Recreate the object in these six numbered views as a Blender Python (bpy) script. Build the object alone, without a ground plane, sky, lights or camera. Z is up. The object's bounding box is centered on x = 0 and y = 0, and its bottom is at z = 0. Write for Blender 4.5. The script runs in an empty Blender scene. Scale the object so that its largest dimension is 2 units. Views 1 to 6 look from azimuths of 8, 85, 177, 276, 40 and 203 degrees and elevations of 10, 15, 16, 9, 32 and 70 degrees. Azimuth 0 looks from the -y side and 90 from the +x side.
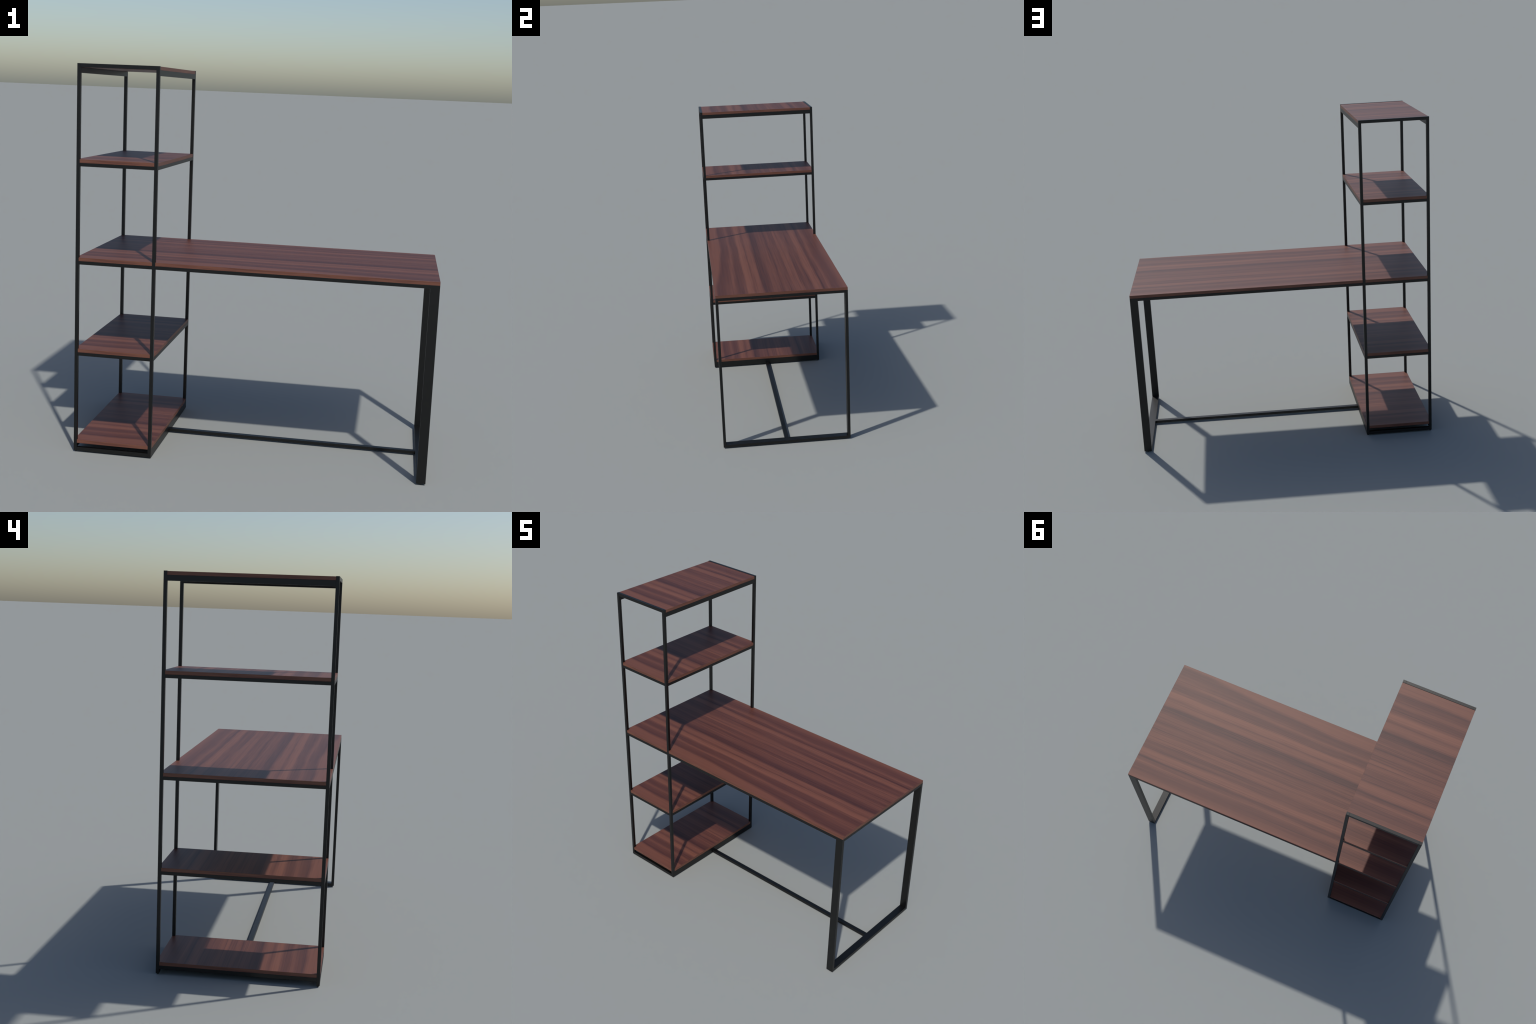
"""Writing desk with an open shelf tower: dark rosewood boards in a black
square-tube steel frame.  Metres, z up, centred on x = y = 0, feet on z = 0."""
import bpy, bmesh
from mathutils import Vector

# ------------------------------------------------------------------ sizes
HALF_LENGTH = 0.9118         # x half extent
HALF_DEPTH = 0.4145          # y half extent
HEIGHT = 2.000
TUBE = 0.0172                # square tube of the frame
TOWER_LEFT = -0.9122
TOWER_RIGHT = -0.4963        # outer face of the inner posts
BOARD = 0.018                # board thickness
FOOT = 0.005                 # height of the feet under the tubes
LEG_WIDTH = 0.0465           # flat tube of the U frame at the free end
SKIN = 0.0006                # boards sit this far behind the tube faces

DESK_TOP = 1.0325
SHELF_TOPS = (1.5300, 0.5545)        # plain shelves above and below the desk
BASE_SHELF_TOP = 0.0640
RAIL = 0.0175                        # height of the rail under each board

root = bpy.data.objects.new("shelf_desk", None)
bpy.context.scene.collection.objects.link(root)
root["label"] = "reddish wood desk with open black steel shelf tower"
root["category"] = "desk"


# -------------------------------------------------------------- materials
def node(nt, kind, **props):
    n = nt.nodes.new(kind)
    for k, v in props.items():
        setattr(n, k, v)
    return n


def math(nt, op, a, b=None, c=None, clamp=False):
    n = node(nt, "ShaderNodeMath", operation=op, use_clamp=clamp)
    for i, v in enumerate((a, b, c)):
        if v is None:
            continue
        if isinstance(v, (int, float)):
            n.inputs[i].default_value = v
        else:
            nt.links.new(v, n.inputs[i])
    return n.outputs[0]


def streaks(nt, coords, scale, detail=3.0, rough=0.55, offset=(0, 0, 0)):
    m = node(nt, "ShaderNodeMapping")
    m.inputs["Scale"].default_value = scale
    m.inputs["Location"].default_value = offset
    nt.links.new(coords, m.inputs["Vector"])
    t = node(nt, "ShaderNodeTexNoise")
    t.inputs["Scale"].default_value = 1.0
    t.inputs["Detail"].default_value = detail
    t.inputs["Roughness"].default_value = rough
    nt.links.new(m.outputs[0], t.inputs["Vector"])
    return t.outputs[0]


def smooth(nt, value, lo, hi, to_lo=0.0, to_hi=1.0):
    n = node(nt, "ShaderNodeMapRange", interpolation_type="SMOOTHSTEP")
    nt.links.new(value, n.inputs["Value"])
    n.inputs["From Min"].default_value = lo
    n.inputs["From Max"].default_value = hi
    n.inputs["To Min"].default_value = to_lo
    n.inputs["To Max"].default_value = to_hi
    return n.outputs[0]


def ramp(nt, value, stops, interpolation="LINEAR"):
    r = node(nt, "ShaderNodeValToRGB")
    cr = r.color_ramp
    cr.interpolation = interpolation
    while len(cr.elements) < len(stops):
        cr.elements.new(0.5)
    for e, (p, c) in zip(cr.elements, stops):
        e.position = p
        e.color = (c, c, c, 1) if isinstance(c, (int, float)) else (*c, 1)
    nt.links.new(value, r.inputs[0])
    return r.outputs[0]


def new_material(name):
    m = bpy.data.materials.new(name)
    m.use_nodes = True
    nt = m.node_tree
    bsdf = nt.nodes["Principled BSDF"]
    tc = node(nt, "ShaderNodeTexCoord")
    return m, nt, bsdf, tc.outputs["Object"]


WOOD_TONES = [(0.00, (0.176, 0.064, 0.039)),
              (0.30, (0.140, 0.049, 0.031)),
              (0.60, (0.091, 0.0295, 0.0208)),
              (0.85, (0.060, 0.0185, 0.0150)),
              (1.00, (0.043, 0.0138, 0.0118))]
WOOD_ROUGH = 0.50
WOOD_SPECULAR = 0.42


def wood_material():
    """Veneer: long stripes along x, broad bands placed across the depth."""
    m, nt, bsdf, co = new_material("rosewood_veneer")
    sep = node(nt, "ShaderNodeSeparateXYZ")
    nt.links.new(co, sep.inputs[0])
    x, y = sep.outputs[0], sep.outputs[1]
    # 0 at the front edge, 1 at the back edge
    v = math(nt, "MULTIPLY_ADD", y, 0.5 / HALF_DEPTH, 0.5)
    # slow wander of the stripes
    wander = math(nt, "SUBTRACT", streaks(nt, co, (1.7, 5.0, 0), 2.0, 0.5), 0.5)
    wander2 = math(nt, "SUBTRACT", streaks(nt, co, (4.5, 22.0, 0), 2.0, 0.5, (3, 1, 0)), 0.5)
    v = math(nt, "MULTIPLY_ADD", wander, 0.040, v)
    v = math(nt, "MULTIPLY_ADD", wander2, 0.014, v)
    # the pale front band runs out towards the free end of the desk
    run_out = math(nt, "MULTIPLY", smooth(nt, x, -0.3, 0.95),
                   smooth(nt, v, 0.0, 0.26, 0.085, 0.0))
    v = math(nt, "ADD", v, run_out)
    bands = ramp(nt, v, [
        (0.00, 0.34), (0.040, 0.26), (0.088, 0.22), (0.112, 0.84), (0.150, 0.68),
        (0.178, 0.38), (0.208, 0.80), (0.238, 0.66), (0.262, 0.06), (0.290, 0.14),
        (0.308, 0.58), (0.328, 0.30), (0.362, 0.36), (0.394, 0.96), (0.426, 0.88),
        (0.452, 0.56), (0.504, 0.52), (0.520, 0.84), (0.542, 0.48), (0.588, 0.66),
        (0.612, 0.38), (0.660, 0.36), (0.690, 0.66), (0.738, 0.62), (0.764, 0.20),
        (0.800, 0.28), (0.820, 0.86), (0.842, 0.58), (0.860, 0.36), (0.900, 0.74),
        (0.940, 0.62), (1.00, 0.20)])
    mid = math(nt, "SUBTRACT", streaks(nt, co, (1.1, 95.0, 0), 3.0, 0.65, (7, 2, 0)), 0.5)
    fine = math(nt, "SUBTRACT", streaks(nt, co, (4.0, 270.0, 0), 2.0, 0.6, (1, 9, 0)), 0.5)
    # thin dark grain lines
    lines = smooth(nt, streaks(nt, co, (0.9, 150.0, 0), 1.0, 0.5, (4, 5, 0)), 0.56, 0.70)
    # the grain is quiet along the front and back edges, busy in between
    busy = math(nt, "MULTIPLY", smooth(nt, v, 0.02, 0.30, 0.45, 1.0),
                smooth(nt, v, 0.84, 0.95, 1.0, 0.45))
    grain = math(nt, "MULTIPLY", mid, 0.70)
    grain = math(nt, "MULTIPLY_ADD", lines, 0.24, grain)
    grain = math(nt, "MULTIPLY_ADD", fine, 0.66, grain)
    tone = math(nt, "MULTIPLY_ADD", bands, 0.82, 0.035)
    tone = math(nt, "MULTIPLY_ADD", grain, busy, tone, clamp=True)
    nt.links.new(ramp(nt, tone, WOOD_TONES), bsdf.inputs["Base Color"])
    bsdf.inputs["Roughness"].default_value = WOOD_ROUGH
    bsdf.inputs["Specular IOR Level"].default_value = WOOD_SPECULAR
    return m


def edge_material():
    """Board side faces: paler, with thin streaks along each edge."""
    m, nt, bsdf, co = new_material("rosewood_pale_edge")
    a = streaks(nt, co, (5.0, 5.0, 110.0), 3.0, 0.6)
    tone = smooth(nt, a, 0.25, 0.75)
    nt.links.new(ramp(nt, tone, [(0.0, (0.098, 0.033, 0.022)),
                                 (0.5, (0.142, 0.052, 0.033)),
                                 (1.0, (0.168, 0.066, 0.040))]),
                 bsdf.inputs["Base Color"])
    bsdf.inputs["Roughness"].default_value = WOOD_ROUGH
    bsdf.inputs["Specular IOR Level"].default_value = WOOD_SPECULAR
    return m


def steel_material():
    m, nt, bsdf, co = new_material("black_powder_coated_steel")
    grain = streaks(nt, co, (60.0, 60.0, 60.0), 3.0, 0.6)
    nt.links.new(ramp(nt, grain, [(0.3, (0.0012, 0.0012, 0.0011)),
                                  (0.7, (0.0022, 0.0022, 0.0020))]),
                 bsdf.inputs["Base Color"])
    bsdf.inputs["Roughness"].default_value = 0.42
    bsdf.inputs["Specular IOR Level"].default_value = 0.45
    return m


def foot_material():
    m, nt, bsdf, co = new_material("black_plastic_foot")
    grain = streaks(nt, co, (90.0, 90.0, 90.0), 2.0, 0.5)
    nt.links.new(ramp(nt, grain, [(0.3, 0.006), (0.7, 0.009)]),
                 bsdf.inputs["Base Color"])
    bsdf.inputs["Roughness"].default_value = 0.6
    return m


WOOD, EDGE, STEEL, PLASTIC = (wood_material(), edge_material(),
                              steel_material(), foot_material())


# ---------------------------------------------------------------- builders
def bevelled_box(name, lo, hi, bevel, materials):
    """Mesh box between two corners with rounded edges; when two materials are
    given, the second goes on every face that is not top or bottom."""
    bm = bmesh.new()
    bmesh.ops.create_cube(bm, size=1.0)
    lo, hi = Vector(lo), Vector(hi)
    for vtx in bm.verts:
        vtx.co = Vector(((lo[i] + hi[i]) / 2 + vtx.co[i] * (hi[i] - lo[i]) for i in range(3)))
    flat = set()
    bmesh.ops.bevel(bm, geom=bm.edges[:], offset=bevel, segments=2,
                    profile=0.5, affect="EDGES")
    bm.normal_update()
    for f in bm.faces:
        big = f.calc_area() > bevel * 0.012
        f.smooth = not big
        f.material_index = 1 if len(materials) > 1 and abs(f.normal.z) < 0.8 else 0
    me = bpy.data.meshes.new(name)
    bm.to_mesh(me)
    bm.free()
    for mat in materials:
        me.materials.append(mat)
    return me


def place(name, mesh, parent=root, location=(0, 0, 0)):
    ob = bpy.data.objects.new(name, mesh)
    ob.location = location
    ob.parent = parent
    bpy.context.scene.collection.objects.link(ob)
    return ob


def tube(name, lo, hi, parent=root):
    return place(name, bevelled_box(name, lo, hi, 0.0007, [STEEL]), parent)


def board_mesh(name, x0, x1, y0, y1):
    """Board hanging below z = 0, so that its object sits at the top's height
    and its grain stays tied to x and y."""
    return bevelled_box(name, (x0, y0, -BOARD), (x1, y1, 0), 0.0006, [WOOD, EDGE])


# -------------------------------------------------------------------- posts
post = bevelled_box("post", (0, 0, FOOT), (TUBE, TUBE, HEIGHT), 0.0007, [STEEL])
for px in (TOWER_LEFT, TOWER_RIGHT - TUBE):
    for py in (-HALF_DEPTH, HALF_DEPTH - TUBE):
        place("post", post, location=(px, py, 0))


# ------------------------------------------------------------------- boards
Y0, Y1 = -HALF_DEPTH, HALF_DEPTH
shelf = board_mesh("shelf", TOWER_LEFT + SKIN, TOWER_RIGHT - SKIN, Y0 + SKIN, Y1 - SKIN)
for top in SHELF_TOPS + (BASE_SHELF_TOP,):
    place("shelf", shelf, location=(0, 0, top))
desktop = board_mesh("desktop", TOWER_LEFT + SKIN, HALF_LENGTH, Y0 + SKIN, Y1 - SKIN)
place("desktop", desktop, location=(0, 0, DESK_TOP))
cap = board_mesh("top_shelf", TOWER_LEFT + SKIN, TOWER_RIGHT - SKIN,
                 Y0 + TUBE, Y1 - TUBE)
place("top_shelf", cap, location=(0, 0, HEIGHT - 0.0015))


# -------------------------------------------------------------------- rails
def tower_rails(name, bottom, top, sides=True, ends=True):
    """Rails between the four posts: sides run along y, ends along x."""
    if ends:
        for ya, yb in ((Y0, Y0 + TUBE), (Y1 - TUBE, Y1)):
            tube(name, (TOWER_LEFT + TUBE, ya, bottom), (TOWER_RIGHT - TUBE, yb, top))
    if sides:
        for xa, xb in ((TOWER_LEFT, TOWER_LEFT + TUBE), (TOWER_RIGHT - TUBE, TOWER_RIGHT)):
            tube(name, (xa, Y0 + TUBE, bottom), (xb, Y1 - TUBE, top))


for top in SHELF_TOPS + (DESK_TOP,):
    tower_rails("rail", top - BOARD - RAIL, top - BOARD)
# top frame: end rails flush with the top, deeper side rails under the board
tower_rails("rail", HEIGHT - 0.0186, HEIGHT, sides=False)
tower_rails("rail", 1.9535, HEIGHT - 0.0015 - BOARD, ends=False)
# base frame: low end rails with a gap under the board,
# and a side rail that is deep only where the stretcher meets it
tower_rails("rail", FOOT, FOOT + 0.019, sides=False)
base_board = BASE_SHELF_TOP - BOARD
for xa, za in ((TOWER_LEFT, base_board - 0.020), (TOWER_RIGHT - TUBE, FOOT)):
    tube("rail", (xa, Y0 + TUBE, za), (xa + TUBE, Y1 - TUBE, base_board))

# desk rails from the tower to the free end
LEG_IN = HALF_LENGTH - LEG_WIDTH
for ya, yb in ((Y0, Y0 + TUBE), (Y1 - TUBE, Y1)):
    tube("rail", (TOWER_RIGHT, ya, DESK_TOP - BOARD - RAIL), (LEG_IN, yb, DESK_TOP - BOARD))

# ---------------------------------------------- closed frame at the free end
frame_top = DESK_TOP - BOARD
frame = bpy.data.objects.new("leg_frame", None)
frame.parent = root
bpy.context.scene.collection.objects.link(frame)
for ya, yb in ((Y0, Y0 + TUBE), (Y1 - TUBE, Y1)):
    tube("leg", (LEG_IN, ya, FOOT), (HALF_LENGTH, yb, frame_top), frame)
for za, zb in ((FOOT, FOOT + TUBE), (frame_top - RAIL, frame_top)):
    tube("crossbar", (LEG_IN, Y0 + TUBE, za), (HALF_LENGTH, Y1 - TUBE, zb), frame)

# stretcher on the floor between tower and free end
tube("stretcher", (TOWER_RIGHT, -0.013, FOOT), (LEG_IN, 0.013, FOOT + TUBE))

# --------------------------------------------------------------------- feet
bm = bmesh.new()
bmesh.ops.create_cone(bm, cap_ends=True, segments=24, radius1=0.0058, radius2=0.0066,
                      depth=FOOT + 0.001)
for vtx in bm.verts:
    vtx.co.z += (FOOT + 0.001) / 2
foot = bpy.data.meshes.new("foot")
bm.to_mesh(foot)
bm.free()
foot.materials.append(PLASTIC)
for px in (TOWER_LEFT + TUBE / 2, TOWER_RIGHT - TUBE / 2, HALF_LENGTH - LEG_WIDTH / 2):
    for py in (Y0 + TUBE / 2, Y1 - TUBE / 2):
        place("foot", foot, location=(px, py, 0))
